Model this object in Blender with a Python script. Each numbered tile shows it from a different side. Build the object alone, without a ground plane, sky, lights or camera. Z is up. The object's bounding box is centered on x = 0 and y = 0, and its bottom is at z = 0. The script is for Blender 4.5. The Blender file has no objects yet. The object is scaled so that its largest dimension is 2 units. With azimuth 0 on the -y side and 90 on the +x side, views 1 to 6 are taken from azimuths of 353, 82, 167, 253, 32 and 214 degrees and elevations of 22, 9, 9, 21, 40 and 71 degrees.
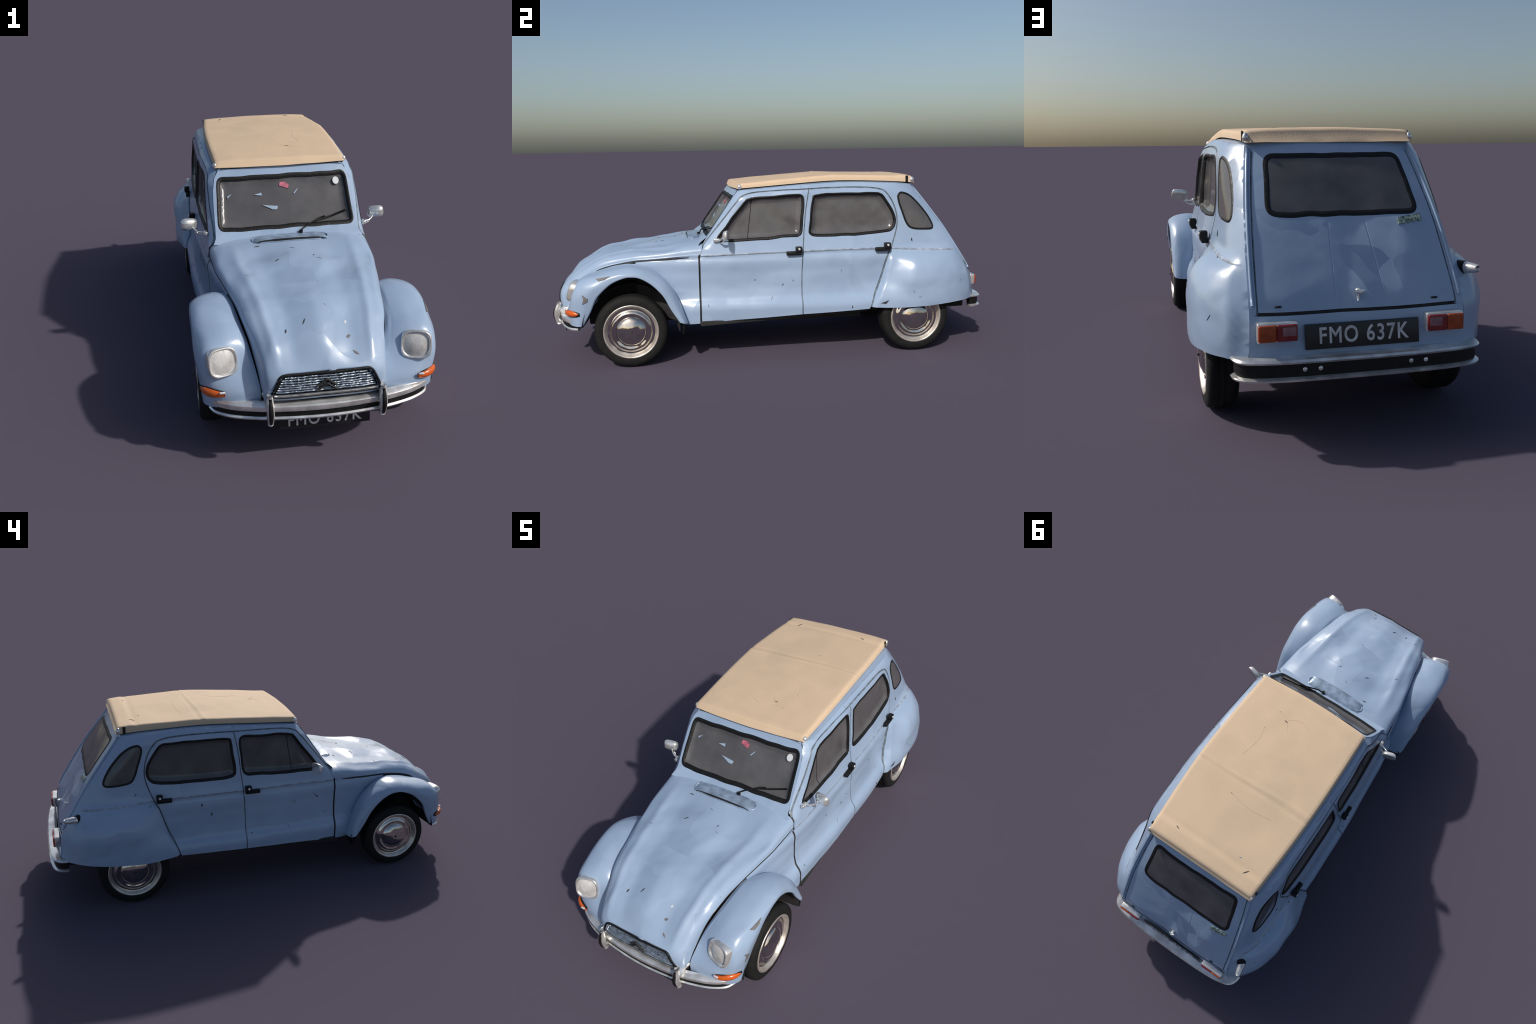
import bpy, math, random
import numpy as np
from mathutils import Vector, noise, geometry, Matrix

random.seed(7)
PI = math.pi

# ------------------------------------------------------------------ helpers
def curve1d(xs, ys):
    """cubic Hermite interpolation through control values"""
    xs = np.array(xs, float); ys = np.array(ys, float)
    m = np.gradient(ys, xs)
    def f(x):
        x = min(max(x, xs[0]), xs[-1])
        i = min(max(int(np.searchsorted(xs, x)) - 1, 0), len(xs) - 2)
        h = xs[i+1] - xs[i]; t = (x - xs[i]) / h
        return float((2*t**3-3*t*t+1)*ys[i] + (t**3-2*t*t+t)*h*m[i]
                     + (-2*t**3+3*t*t)*ys[i+1] + (t**3-t*t)*h*m[i+1])
    return f

def lin(xs, ys):
    return lambda x: float(np.interp(x, xs, ys))

def smooth(a, b, x):
    t = min(max((x-a)/(b-a), 0.0), 1.0)
    return t*t*(3-2*t)

def catmull(P, n, closed=False):
    """resample a list of points with a Catmull-Rom spline, n points per span"""
    P = [np.array(p, float) for p in P]; N = len(P); out = []
    for i in range(N if closed else N-1):
        if closed:
            p0, p1, p2, p3 = P[i-1], P[i], P[(i+1) % N], P[(i+2) % N]
        else:
            p1, p2 = P[i], P[i+1]
            p0 = P[i-1] if i else 2*p1-p2
            p3 = P[i+2] if i+2 < N else 2*p2-p1
        for k in range(n):
            t = k/n
            out.append(0.5*((2*p1)+(-p0+p2)*t+(2*p0-5*p1+4*p2-p3)*t*t+(-p0+3*p1-3*p2+p3)*t**3))
    if not closed:
        out.append(P[-1])
    return out

def resample(P, step, closed=False):
    P = [np.array(p, float) for p in P]
    if closed: P = P+[P[0]]
    out = []
    for a, b in zip(P[:-1], P[1:]):
        n = max(1, int(math.ceil(np.linalg.norm(b-a)/step)))
        out += [a+(b-a)*k/n for k in range(n)]
    if not closed: out.append(P[-1])
    return out

def round_poly(P, r, n=6):
    """polygon with rounded corners"""
    P = [np.array(p, float) for p in P]; out = []; N = len(P)
    rr = r if isinstance(r, (list, tuple)) else [r]*N
    for i in range(N):
        a, b, c = P[i-1], P[i], P[(i+1) % N]
        d1 = (a-b)/np.linalg.norm(a-b); d2 = (c-b)/np.linalg.norm(c-b)
        ang = math.acos(max(-1, min(1, float(d1@d2))))
        L = min(rr[i]/math.tan(ang/2), 0.48*np.linalg.norm(a-b), 0.48*np.linalg.norm(c-b))
        s, e = b+d1*L, b+d2*L
        for k in range(n+1):
            t = k/n
            out.append((1-t)**2*s+2*t*(1-t)*b+t*t*e)
    return out

def inset(P, d):
    """move a closed loop inward"""
    P = [np.array(p, float) for p in P]; N = len(P)
    area = sum(P[i-1][0]*P[i][1]-P[i][0]*P[i-1][1] for i in range(N))
    s = 1 if area > 0 else -1
    out = []
    for i in range(N):
        t = P[(i+1) % N]-P[i-1]; t /= max(np.linalg.norm(t), 1e-9)
        out.append(P[i]+s*d*np.array([-t[1], t[0]]))
    return out

def inside(poly, pts):
    poly = np.array(poly); x, y = pts[:, 0], pts[:, 1]
    r = np.zeros(len(pts), bool); N = len(poly)
    for i in range(N):
        x1, y1 = poly[i-1]; x2, y2 = poly[i]
        if y1 == y2: continue
        c = ((y1 > y) != (y2 > y)) & (x < (x2-x1)*(y-y1)/(y2-y1)+x1)
        r ^= c
    return r

def seg_dist(pts, line):
    """distance of each point to a polyline"""
    best = np.full(len(pts), 9.0)
    L = np.array(line)
    for a, b in zip(L[:-1], L[1:]):
        d = b-a; q = max(float(d@d), 1e-12)
        t = np.clip(((pts-a)@d)/q, 0, 1)
        best = np.minimum(best, np.linalg.norm(pts-(a+t[:, None]*d), axis=1))
    return best

def dent(p, amp, scale=5.0):
    """crumpled sheet metal: folded noise, gives creases as well as hollows"""
    v = Vector(p)
    a = noise.noise(v*scale)
    b = abs(noise.noise(v*scale*1.7+Vector((3.1, 7.7, 1.3))))
    c = abs(noise.noise(v*scale*3.3+Vector((9.2, 1.4, 5.3))))
    return amp*(0.7*a+0.9*(b-0.25)+0.35*(c-0.25))

def facet(u, v, cell, seed):
    """piecewise flat random relief on a warped triangle lattice: hammered, creased panels"""
    w = noise.noise(Vector((u*3, v*3, seed)))*.03; w2 = noise.noise(Vector((u*3, v*3, seed+5.5)))*.03
    a = seed*1.3; ca, sa = math.cos(a), math.sin(a)
    p = ((u+w)*ca-(v+w2)*sa)/cell; q = ((u+w)*sa+(v+w2)*ca)/cell
    i, j = math.floor(p), math.floor(q); fx, fy = p-i, q-j
    def h(a, b):
        t = math.sin(a*127.1+b*311.7+seed*74.7)*43758.5453
        return 2*(t-math.floor(t))-1
    if fx+fy < 1:
        return h(i, j)*(1-fx-fy)+h(i+1, j)*fx+h(i, j+1)*fy
    return h(i+1, j+1)*(fx+fy-1)+h(i, j+1)*(1-fx)+h(i+1, j)*(1-fy)

# ------------------------------------------------------------------ materials
def new_mat(name):
    m = bpy.data.materials.new(name); m.use_nodes = True
    return m, m.node_tree.nodes, m.node_tree.links, m.node_tree.nodes["Principled BSDF"]

def simple_mat(name, col, rough=0.5, metal=0.0, var=0.12, scale=30, bump=0.0, coat=0.0, bscale=None, spec=0.5):
    m, N, L, b = new_mat(name)
    tc = N.new("ShaderNodeTexCoord")
    nz = N.new("ShaderNodeTexNoise"); nz.inputs["Scale"].default_value = scale
    nz.inputs["Detail"].default_value = 5
    L.new(tc.outputs["Object"], nz.inputs["Vector"])
    cr = N.new("ShaderNodeValToRGB")
    cr.color_ramp.elements[0].position = 0.3; cr.color_ramp.elements[1].position = 0.7
    cr.color_ramp.elements[0].color = (*[c*(1-var) for c in col], 1)
    cr.color_ramp.elements[1].color = (*[min(1, c*(1+var)) for c in col], 1)
    L.new(nz.outputs["Fac"], cr.inputs["Fac"])
    L.new(cr.outputs["Color"], b.inputs["Base Color"])
    b.inputs["Roughness"].default_value = rough
    b.inputs["Metallic"].default_value = metal
    b.inputs["Coat Weight"].default_value = coat
    b.inputs["Specular IOR Level"].default_value = spec
    if bump:
        n2 = N.new("ShaderNodeTexNoise"); n2.inputs["Scale"].default_value = bscale or scale*3
        n2.inputs["Detail"].default_value = 4
        L.new(tc.outputs["Object"], n2.inputs["Vector"])
        bp = N.new("ShaderNodeBump"); bp.inputs["Strength"].default_value = bump
        bp.inputs["Distance"].default_value = 0.01
        L.new(n2.outputs["Fac"], bp.inputs["Height"])
        L.new(bp.outputs["Normal"], b.inputs["Normal"])
    return m

def paint_mat():
    """old pale blue enamel: faint blotches, tiny chips, soft gloss"""
    m, N, L, b = new_mat("blue_enamel_paint")
    tc = N.new("ShaderNodeTexCoord")
    n1 = N.new("ShaderNodeTexNoise"); n1.inputs["Scale"].default_value = 6; n1.inputs["Detail"].default_value = 6
    L.new(tc.outputs["Object"], n1.inputs["Vector"])
    r1 = N.new("ShaderNodeValToRGB")
    r1.color_ramp.elements[0].position = 0.3; r1.color_ramp.elements[1].position = 0.72
    r1.color_ramp.elements[0].color = (0.293, 0.388, 0.528, 1)
    r1.color_ramp.elements[1].color = (0.333, 0.432, 0.576, 1)
    L.new(n1.outputs["Fac"], r1.inputs["Fac"])
    # tiny scuffs
    vo = N.new("ShaderNodeTexNoise"); vo.inputs["Scale"].default_value = 26; vo.inputs["Detail"].default_value = 3
    vo.inputs["Roughness"].default_value = 0.65
    L.new(tc.outputs["Object"], vo.inputs["Vector"])
    r2 = N.new("ShaderNodeValToRGB")
    r2.color_ramp.elements[0].position = 0.735; r2.color_ramp.elements[1].position = 0.76
    L.new(vo.outputs["Fac"], r2.inputs["Fac"])
    mx = N.new("ShaderNodeMix"); mx.data_type = 'RGBA'
    L.new(r2.outputs["Color"], mx.inputs["Factor"])
    L.new(r1.outputs["Color"], mx.inputs["A"])
    mx.inputs["B"].default_value = (0.22, 0.27, 0.33, 1)
    L.new(mx.outputs["Result"], b.inputs["Base Color"])
    b.inputs["Roughness"].default_value = 0.28
    b.inputs["Coat Weight"].default_value = 0.25
    b.inputs["Coat Roughness"].default_value = 0.12
    n3 = N.new("ShaderNodeTexNoise"); n3.inputs["Scale"].default_value = 14; n3.inputs["Detail"].default_value = 2
    L.new(tc.outputs["Object"], n3.inputs["Vector"])
    bp = N.new("ShaderNodeBump"); bp.inputs["Strength"].default_value = 0.10; bp.inputs["Distance"].default_value = 0.009
    L.new(n3.outputs["Fac"], bp.inputs["Height"]); # hammered look: flat facets that tilt a little, in patches
    ds = N.new("ShaderNodeTexNoise"); ds.inputs["Scale"].default_value = 5
    L.new(tc.outputs["Object"], ds.inputs["Vector"])
    ad = N.new("ShaderNodeVectorMath"); ad.operation = 'MULTIPLY_ADD'; ad.inputs[1].default_value = (.12, .12, .12)
    L.new(ds.outputs["Color"], ad.inputs[0]); L.new(tc.outputs["Object"], ad.inputs[2])
    vc = N.new("ShaderNodeTexVoronoi"); vc.inputs["Scale"].default_value = 8.5
    L.new(ad.outputs[0], vc.inputs["Vector"])
    ce = N.new("ShaderNodeVectorMath"); ce.operation = 'SUBTRACT'; ce.inputs[1].default_value = (.5, .5, .5)
    L.new(vc.outputs["Color"], ce.inputs[0])
    mk_ = N.new("ShaderNodeTexNoise"); mk_.inputs["Scale"].default_value = 3.3
    L.new(tc.outputs["Object"], mk_.inputs["Vector"])
    mr = N.new("ShaderNodeMapRange"); mr.inputs["From Min"].default_value = .38; mr.inputs["From Max"].default_value = .62
    mr.inputs["To Min"].default_value = .015; mr.inputs["To Max"].default_value = .17
    L.new(mk_.outputs["Fac"], mr.inputs["Value"])
    sc = N.new("ShaderNodeVectorMath"); sc.operation = 'SCALE'
    L.new(ce.outputs[0], sc.inputs[0]); L.new(mr.outputs["Result"], sc.inputs["Scale"])
    av = N.new("ShaderNodeVectorMath"); av.operation = 'ADD'
    L.new(bp.outputs["Normal"], av.inputs[0]); L.new(sc.outputs[0], av.inputs[1])
    nm = N.new("ShaderNodeVectorMath"); nm.operation = 'NORMALIZE'
    L.new(av.outputs[0], nm.inputs[0]); L.new(nm.outputs[0], b.inputs["Normal"])
    return m

PAINT = paint_mat()
CANVAS = simple_mat("tan_canvas", (0.66, 0.492, 0.332), 0.75, var=0.025, scale=9, bump=0.12, bscale=260, spec=0.3)
def canvas_dirt(m):
    """faint grey smudges on the cloth"""
    N, L = m.node_tree.nodes, m.node_tree.links; b = N["Principled BSDF"]
    src = b.inputs["Base Color"].links[0].from_socket
    tc = N.new("ShaderNodeTexCoord"); nz = N.new("ShaderNodeTexNoise"); nz.inputs["Scale"].default_value = 4.2; nz.inputs["Detail"].default_value = 3
    L.new(tc.outputs["Object"], nz.inputs["Vector"])
    cr = N.new("ShaderNodeValToRGB"); cr.color_ramp.elements[0].position = .58; cr.color_ramp.elements[1].position = .78
    cr.color_ramp.elements[1].color = (.38, .38, .38, 1)
    L.new(nz.outputs["Fac"], cr.inputs["Fac"])
    mx = N.new("ShaderNodeMix"); mx.data_type = 'RGBA'; mx.inputs["B"].default_value = (.42, .34, .25, 1)
    L.new(cr.outputs["Color"], mx.inputs["Factor"]); L.new(src, mx.inputs["A"]); L.new(mx.outputs["Result"], b.inputs["Base Color"])
canvas_dirt(CANVAS)
CREASE = simple_mat("creased_canvas", (0.58, 0.44, 0.30), 0.8, var=0.1)
GLASS = simple_mat("dusty_dark_glass", (0.098, 0.094, 0.096), 0.16, var=0.22, scale=10, bump=0.05, bscale=25, spec=0.5)
RUBBER = simple_mat("black_rubber", (0.008, 0.008, 0.008), 0.5, var=0.3, scale=40, bump=0.2, spec=0.3)
TYRE = simple_mat("tyre_rubber", (0.011, 0.011, 0.0105), 0.75, var=0.25, scale=25, bump=0.25, bscale=80, spec=0.25)
SEAM = simple_mat("dark_joint", (0.022, 0.022, 0.022), 0.7, var=0.5, scale=30)
GUTTER = simple_mat("worn_grey_joint", (0.11, 0.14, 0.17), 0.5, var=0.6, scale=40)
CHROME = simple_mat("chrome", (0.80, 0.775, 0.74), 0.2, 0.7, var=0.28, scale=22, bump=0.15, bscale=18)  # base whitened, metallic cut: bright reflections baked into the colour
WHEELCHROME = simple_mat("wheel_chrome", (0.60, 0.565, 0.515), 0.09, 1.0, var=0.15, scale=25, bump=0.12, bscale=20)
RIMCREAM = simple_mat("rim_edge_metal", (0.66, 0.60, 0.53), 0.33, 0.7, var=0.15, scale=30, bump=0.1)
UNDER = simple_mat("dark_underbody", (0.018, 0.018, 0.018), 0.85, var=0.4, scale=20, bump=0.3)
ORANGE = simple_mat("orange_lens", (0.60, 0.105, 0.010), 0.25, var=0.2, scale=60, coat=0.4)
AMBER = simple_mat("amber_lens", (0.34, 0.055, 0.008), 0.3, var=0.25, scale=60, coat=0.3)
RED = simple_mat("red_lens", (0.20, 0.012, 0.014), 0.25, var=0.25, scale=60, coat=0.4)
PALE = simple_mat("pale_lens", (0.26, 0.13, 0.14), 0.3, var=0.2, scale=80)
LENS = simple_mat("headlight_glass", (0.54, 0.525, 0.505), 0.16, var=0.22, scale=24, bump=0.25, bscale=40, coat=0.4)
PLATE = simple_mat("black_plate", (0.012, 0.012, 0.013), 0.35, var=0.3, scale=30)
LETTER = simple_mat("silver_letter", (0.55, 0.55, 0.55), 0.45, var=0.25, scale=60)
STEEL = simple_mat("dull_steel", (0.32, 0.32, 0.31), 0.35, 0.7, var=0.3, scale=50)
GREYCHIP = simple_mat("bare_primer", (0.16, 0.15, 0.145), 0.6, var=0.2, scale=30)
GRILLE = simple_mat("grille_metal", (0.40, 0.47, 0.54), 0.28, 0.8, var=0.4, scale=60, bump=0.4, bscale=90)
WHITE = simple_mat("white_sticker", (0.62, 0.64, 0.66), 0.5, var=0.15, scale=120)
PINK = simple_mat("pink_sticker", (0.45, 0.12, 0.17), 0.5, var=0.4, scale=60)
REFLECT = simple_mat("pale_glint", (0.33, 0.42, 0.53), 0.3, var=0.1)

def green_sticker():
    m, N, L, b = new_mat("green_printed_sticker")
    tc = N.new("ShaderNodeTexCoord")
    nz = N.new("ShaderNodeTexNoise"); nz.inputs["Scale"].default_value = 130; nz.inputs["Detail"].default_value = 2
    L.new(tc.outputs["Object"], nz.inputs["Vector"])
    cr = N.new("ShaderNodeValToRGB")
    cr.color_ramp.elements[0].position = 0.42; cr.color_ramp.elements[1].position = 0.58
    cr.color_ramp.elements[0].color = (0.06, 0.11, 0.09, 1)
    cr.color_ramp.elements[1].color = (0.36, 0.44, 0.38, 1)
    L.new(nz.outputs["Fac"], cr.inputs["Fac"]); L.new(cr.outputs["Color"], b.inputs["Base Color"])
    b.inputs["Roughness"].default_value = 0.5
    return m
GREEN = green_sticker()

# ------------------------------------------------------------------ scene objects
CAR = bpy.data.objects.new("vintage_car", None)
bpy.context.scene.collection.objects.link(CAR)
CAR["label"] = "old pale blue hatchback car with a tan canvas roof"
CAR["category"] = "car"

def link(ob, parent):
    bpy.context.scene.collection.objects.link(ob)
    ob.parent = parent or CAR
    return ob

def mk(name, verts, faces, mat, parent=None, smooth=True, angle=None):
    me = bpy.data.meshes.new(name)
    me.from_pydata([tuple(map(float, v)) for v in verts], [], [tuple(f) for f in faces])
    me.update()
    if smooth: me.shade_smooth()
    if angle: me.set_sharp_from_angle(angle=math.radians(angle))
    me.materials.append(mat)
    return link(bpy.data.objects.new(name, me), parent)

def grid_faces(nu, nv, close_u=False, close_v=False, off=0):
    F = []
    for i in range(nu if close_u else nu-1):
        for j in range(nv if close_v else nv-1):
            a = i*nv+j; b = ((i+1) % nu)*nv+j; c = ((i+1) % nu)*nv+(j+1) % nv; d = i*nv+(j+1) % nv
            F.append((off+a, off+b, off+c, off+d))
    return F

def mirror(V, F):
    return [(-v[0], v[1], v[2]) for v in V], [tuple(reversed(f)) for f in F]

def sweep(path, sections, closed_sec=True, caps=True):
    """sections: list of lists of 3D points, one per path station"""
    n = len(sections); m = len(sections[0])
    V = [p for s in sections for p in s]
    F = grid_faces(n, m, False, closed_sec)
    if caps and closed_sec:
        F.append(tuple(range(m))[::-1]); F.append(tuple((n-1)*m+k for k in range(m)))
    return V, F

def tube(pts, r, n=8):
    pts = [np.array(p, float) for p in pts]; secs = []
    for i, p in enumerate(pts):
        t = pts[min(i+1, len(pts)-1)]-pts[max(i-1, 0)]; t /= np.linalg.norm(t)
        a = np.cross(t, [0, 0, 1] if abs(t[2]) < .9 else [1, 0, 0]); a /= np.linalg.norm(a); b = np.cross(t, a)
        rr = r[i] if isinstance(r, (list, tuple)) else r
        secs.append([p+rr*(math.cos(2*PI*k/n)*a+math.sin(2*PI*k/n)*b) for k in range(n)])
    return sweep(pts, secs)

def box(c, s, bev=0.0):
    x, y, z = [v/2 for v in s]; cx, cy, cz = c
    if not bev:
        V = [(cx+i*x, cy+j*y, cz+k*z) for i in (-1, 1) for j in (-1, 1) for k in (-1, 1)]
        return V, [(0, 1, 3, 2), (4, 6, 7, 5), (0, 4, 5, 1), (2, 3, 7, 6), (0, 2, 6, 4), (1, 5, 7, 3)]
    import bmesh
    bm = bmesh.new(); bmesh.ops.create_cube(bm, size=1)
    for v in bm.verts: v.co = Vector((v.co.x*2*x, v.co.y*2*y, v.co.z*2*z))
    bmesh.ops.bevel(bm, geom=bm.edges[:], offset=bev, segments=3, affect='EDGES', profile=0.5)
    V = [(v.co.x+cx, v.co.y+cy, v.co.z+cz) for v in bm.verts]
    bm.verts.index_update()
    F = [tuple(v.index for v in f.verts) for f in bm.faces]
    bm.free()
    return V, F

def lathe(profile, n=48):
    """profile: (x, r) pairs, revolved about the x axis"""
    V = []
    for x, r in profile:
        for k in range(n):
            a = 2*PI*k/n
            V.append((x, r*math.cos(a), r*math.sin(a)))
    return V, grid_faces(len(profile), n, False, True)

def xf(V, M):
    return [tuple(M @ Vector(v)) for v in V]

# ------------------------------------------------------------------ draped sheet panels
def sheet(outer, strips, surf, sp, regions, default):
    """Triangulate a flat domain with constraint lines and drape it on surf(u,v,offset).
    strips: (line, closed, halfwidth, depth, region[, recess of the area inside]); regions: (name, polygon) in priority order"""
    P = []; E = []
    def add(line, closed):
        o = len(P); P.extend([tuple(q) for q in line]); n = len(line)
        for i in range(n-1): E.append((o+i, o+i+1))
        if closed: E.append((o+n-1, o))
    outer = resample(outer, sp, True)
    add(outer, True)
    lines = []
    for line, closed, w, dep, reg, *rec in strips:
        rec = rec[0] if rec else 0
        q = resample(line, sp*0.7, closed)
        if closed:
            add(q, True); add(inset(q, w), True); add(inset(q, -w), True)
            lines.append((q+[q[0]], w, dep, reg, rec))
        else:
            A = np.array(q); T = np.gradient(A, axis=0); T /= np.linalg.norm(T, axis=1)[:, None]
            Nn = np.stack([-T[:, 1], T[:, 0]], 1)
            add(q, False); add(list(A+Nn*w), False); add(list(A-Nn*w), False)
            lines.append((q, w, dep, reg, 0))
    C = np.array(P)
    lo, hi = C.min(0), C.max(0)
    G = []
    j = 0; y = lo[1]
    while y < hi[1]:
        x = lo[0]+(0.5*sp if j % 2 else 0)
        while x < hi[0]:
            G.append((x, y)); x += sp
        y += sp*0.87; j += 1
    G = np.array(G); G = G[inside(outer, G)]
    keep = np.ones(len(G), bool)
    for i in range(0, len(C), 400):
        d = np.linalg.norm(G[:, None, :]-C[None, i:i+400, :], axis=2).min(1)
        keep &= d > sp*0.5
    G = G[keep]
    pts = [Vector(p) for p in P]+[Vector(g) for g in G]
    r = geometry.delaunay_2d_cdt(pts, E, [], 0, 1e-5)
    V2 = np.array([tuple(v) for v in r[0]]); F = np.array(r[2])
    cen = V2[F].mean(1)
    ok = inside(outer, cen); F = F[ok]; cen = cen[ok]
    off = np.zeros(len(V2))
    lab = np.array([default]*len(F), dtype=object)
    done = np.zeros(len(F), bool)
    for name, poly in reversed(regions):
        lab[inside(poly, cen)] = name
    for line, w, dep, reg, rec in lines:
        d = seg_dist(V2, line)
        o = np.clip(1-d/w, 0, 1)*dep
        if rec:
            q = np.clip(d/.022, 0, 1)
            o = o+inside(line[:-1], V2)*(q*q*(3-2*q)*.75+.25*np.clip(d/w, 0, 1))*rec
        off = np.where(np.abs(o) > np.abs(off), o, off)
        lab[seg_dist(cen, line) < w] = reg
    V3 = [surf(float(a), float(b), -float(o)) for (a, b), o in zip(V2, off)]
    out = {}
    for reg in set(lab):
        f = F[lab == reg]; used = np.unique(f); idx = {int(u): k for k, u in enumerate(used)}
        out[reg] = ([V3[u] for u in used], [tuple(idx[int(q)] for q in t) for t in f])
    return out

# ------------------------------------------------------------------ body side surface
half_width = curve1d([-.95, -.84, -.71, -.62, -.54, -.475, -.33, -.1, .12, .35, .5, .65, .75, .86, .95],
                     [.19, .208, .24, .256, .270, .282, .302, .322, .333, .337, .335, .329, .321, .312, .304])
profile = curve1d([.15, .2, .235, .25, .27, .3, .38, .455, .466, .474, .482, .54, .63, .72],
                  [.028, .032, .032, .027, .014, .007, .004, .002, -.003, .002, .0, -.012, -.020, -.030])
roofline = curve1d([-.2, -.16, -.05, .08, .285, .45, .62, .7], [.748, .752, .76, .769, .780, .776, .766, .758])
beltline = curve1d([-.35, 0, .3, .5, .66, .86], [.464, .472, .476, .474, .465, .452])
edge_y = curve1d([.20, .26, .34, .45, .56, .66, .758, .79], [.950, .943, .930, .868, .796, .721, .644, .619])         # rear edge of the side
front_y = lin([.40, .516, .70, .752, .78], [-.345, -.322, -.194, -.153, -.132])    # front edge of the pillar
seam_c = lin([.19, .238, .325, .425, .487, .56], [.422, .434, .472, .503, .533, .557])
wing_out = curve1d([.42, .47, .52, .6, .68, .75, .8, .85, .88, .91, .935, .95],
                   [.385, .398, .408, .417, .420, .415, .403, .382, .363, .338, .305, .292])
wing_shoulder = curve1d([.17, .205, .238, .30, .353, .40, .437, .458, .475, .49], [.86, .94, 1, 1, .985, .83, .50, .18, .02, 0])

rear_edge_x = curve1d([.20, .26, .34, .447, .56, .66, .757, .78], [.292, .290, .286, .282, .274, .261, .243, .237])
def roof_drop(y, z):
    g = z-(roofline(y)-.055)
    return .010*min(g/.03, 1)**2+(max(0, g-.03)/.025)**2*.022 if g > 0 else 0.0

def side_x(y, z):
    zz = z
    if .38 < z < .56:
        k = max(0, 1-abs(z-.47)/.09); zz = z+(.474-beltline(y))*k
    fl = profile(min(zz, .72))
    if y < -.36: fl *= 1-0.55*smooth(-.36, -.5, y) if z < .3 else 1
    x = half_width(y)+fl
    x -= roof_drop(y, z)
    if y > .3:
        s = edge_y(z)-y
        if s < .11:
            ye = edge_y(z)
            x += (rear_edge_x(z)-(half_width(ye)+fl-roof_drop(ye, z)))*(1-max(s, 0)/.11)**2
    if z > .50:
        s = y-front_y(z)
        if s < .05: x -= .024*(1-max(s, 0)/.05)**2*smooth(.49, .53, z)
    if y > .38 and z < .49:
        sc = seam_c(z)
        if y > sc+.0012:
            q = .36+.30*smooth(.36, .25, z)
            F = .10+q*smooth(0, .018, y-sc)+(.90-q)*smooth(.01, .14, y-sc)
            # keep the shoulder low where the panel starts
            S = wing_shoulder(z)*F
            w = wing_out(max(.42, y+(.940-edge_y(z))*smooth(.55, .75, y)))
            S *= smooth(-.004, .03, edge_y(z)-y)
            if w > x: x += (w-x)*S
    return x

def side_surface(sgn):
    def f(y, z, o):
        x = side_x(y, z)
        a = .0032 if z < .5 else .0014
        if y > .5: a += .005*smooth(.49, .42, z)*smooth(.5, .58, y)*smooth(0, .05, edge_y(z)-y)
        if o < -.006: a = .004
        x += dent((sgn*.31+0, y, z), a*.5, 5.5)+a*.8*facet(y, z, .13, 3+sgn)+a*.35*facet(y, z, .06, 6+sgn)
        return (x+o, y, z)
    return f

FW = catmull([(-.262, .536), (-.245, .565), (-.14, .695), (-.118, .712), (-.076, .719), (.0, .7235), (.098, .727), (.122, .724),
              (.134, .703), (.128, .628), (.118, .561), (.103, .543), (.08, .538), (-.035, .529), (-.15, .524), (-.24, .522), (-.262, .526)], 4, True)
RW = catmull([(.185, .724), (.167, .704), (.156, .628), (.149, .565), (.156, .545), (.185, .535), (.3, .535), (.41, .537), (.511, .545),
              (.538, .555), (.552, .575), (.555, .607), (.54, .65), (.505, .703), (.484, .721), (.45, .727), (.3, .728)], 4, True)
QW = catmull([(.579, .727), (.563, .712), (.566, .682), (.584, .63), (.6, .585), (.62, .56), (.659, .551), (.72, .548),
              (.739, .557), (.737, .58), (.714, .622), (.667, .679), (.634, .708), (.607, .722)], 4, True)
HINGE = [(-.342, .15), (-.341, .30), (-.341, .46), (-.334, .488), (-.325, .506)]
APILLAR = catmull([(-.325, .506), (-.24, .61), (-.165, .70), (-.142, .722), (-.10, .735), (-.026, .742), (.156, .748)], 4)
BSEAM = catmull([(.156, .748), (.138, .652), (.126, .537), (.117, .437), (.112, .30), (.112, .15)], 4)
RTOP = catmull([(.156, .748), (.292, .752), (.42, .749), (.48, .741), (.51, .726), (.543, .676), (.56, .618), (.557, .56), (.533, .487),
                (.503, .425), (.472, .325), (.434, .238), (.415, .15)], 4)
BELT1 = [(-.338, .464), (-.18, .469), (.0, .472), (.122, .474)]
BELT2 = [(.126, .474), (.30, .476), (.44, .476), (.524, .473)]
BELT3 = [(.532, .473), (.60, .468), (.66, .465), (.75, .461), (.84, .454)]

def jitter(line, a, seed):
    return [np.array((p[0]+a*noise.noise(Vector((p[0]*15, p[1]*15, seed))), p[1]+a*noise.noise(Vector((p[0]*15, p[1]*15, seed+9)))))
            for p in line]

bottom = [(-.62, .25), (-.41, .162), (-.342, .166), (-.19, .178), (.11, .193), (.418, .204), (.424, .212), (.49, .211), (.577, .212), (.667, .215),
          (.758, .222), (.832, .226), (.90, .228), (.943, .225)]
outer_side = list(bottom)+[(edge_y(z), z) for z in (.26, .30, .34, .40, .45, .50, .56, .62, .68, .72, .745, .757)]
top = [(y, roofline(y)-.006) for y in (.625, .60, .52, .45, .37, .285, .18, .08, .0, -.05, -.1, -.145)]
outer_side += top
outer_side += [(front_y(z), z) for z in (.746, .735, .70, .66, .62, .58, .54, .516)]
outer_side += [(-.335, .472), (-.41, .464), (-.475, .459), (-.544, .453), (-.62, .447)]

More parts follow.
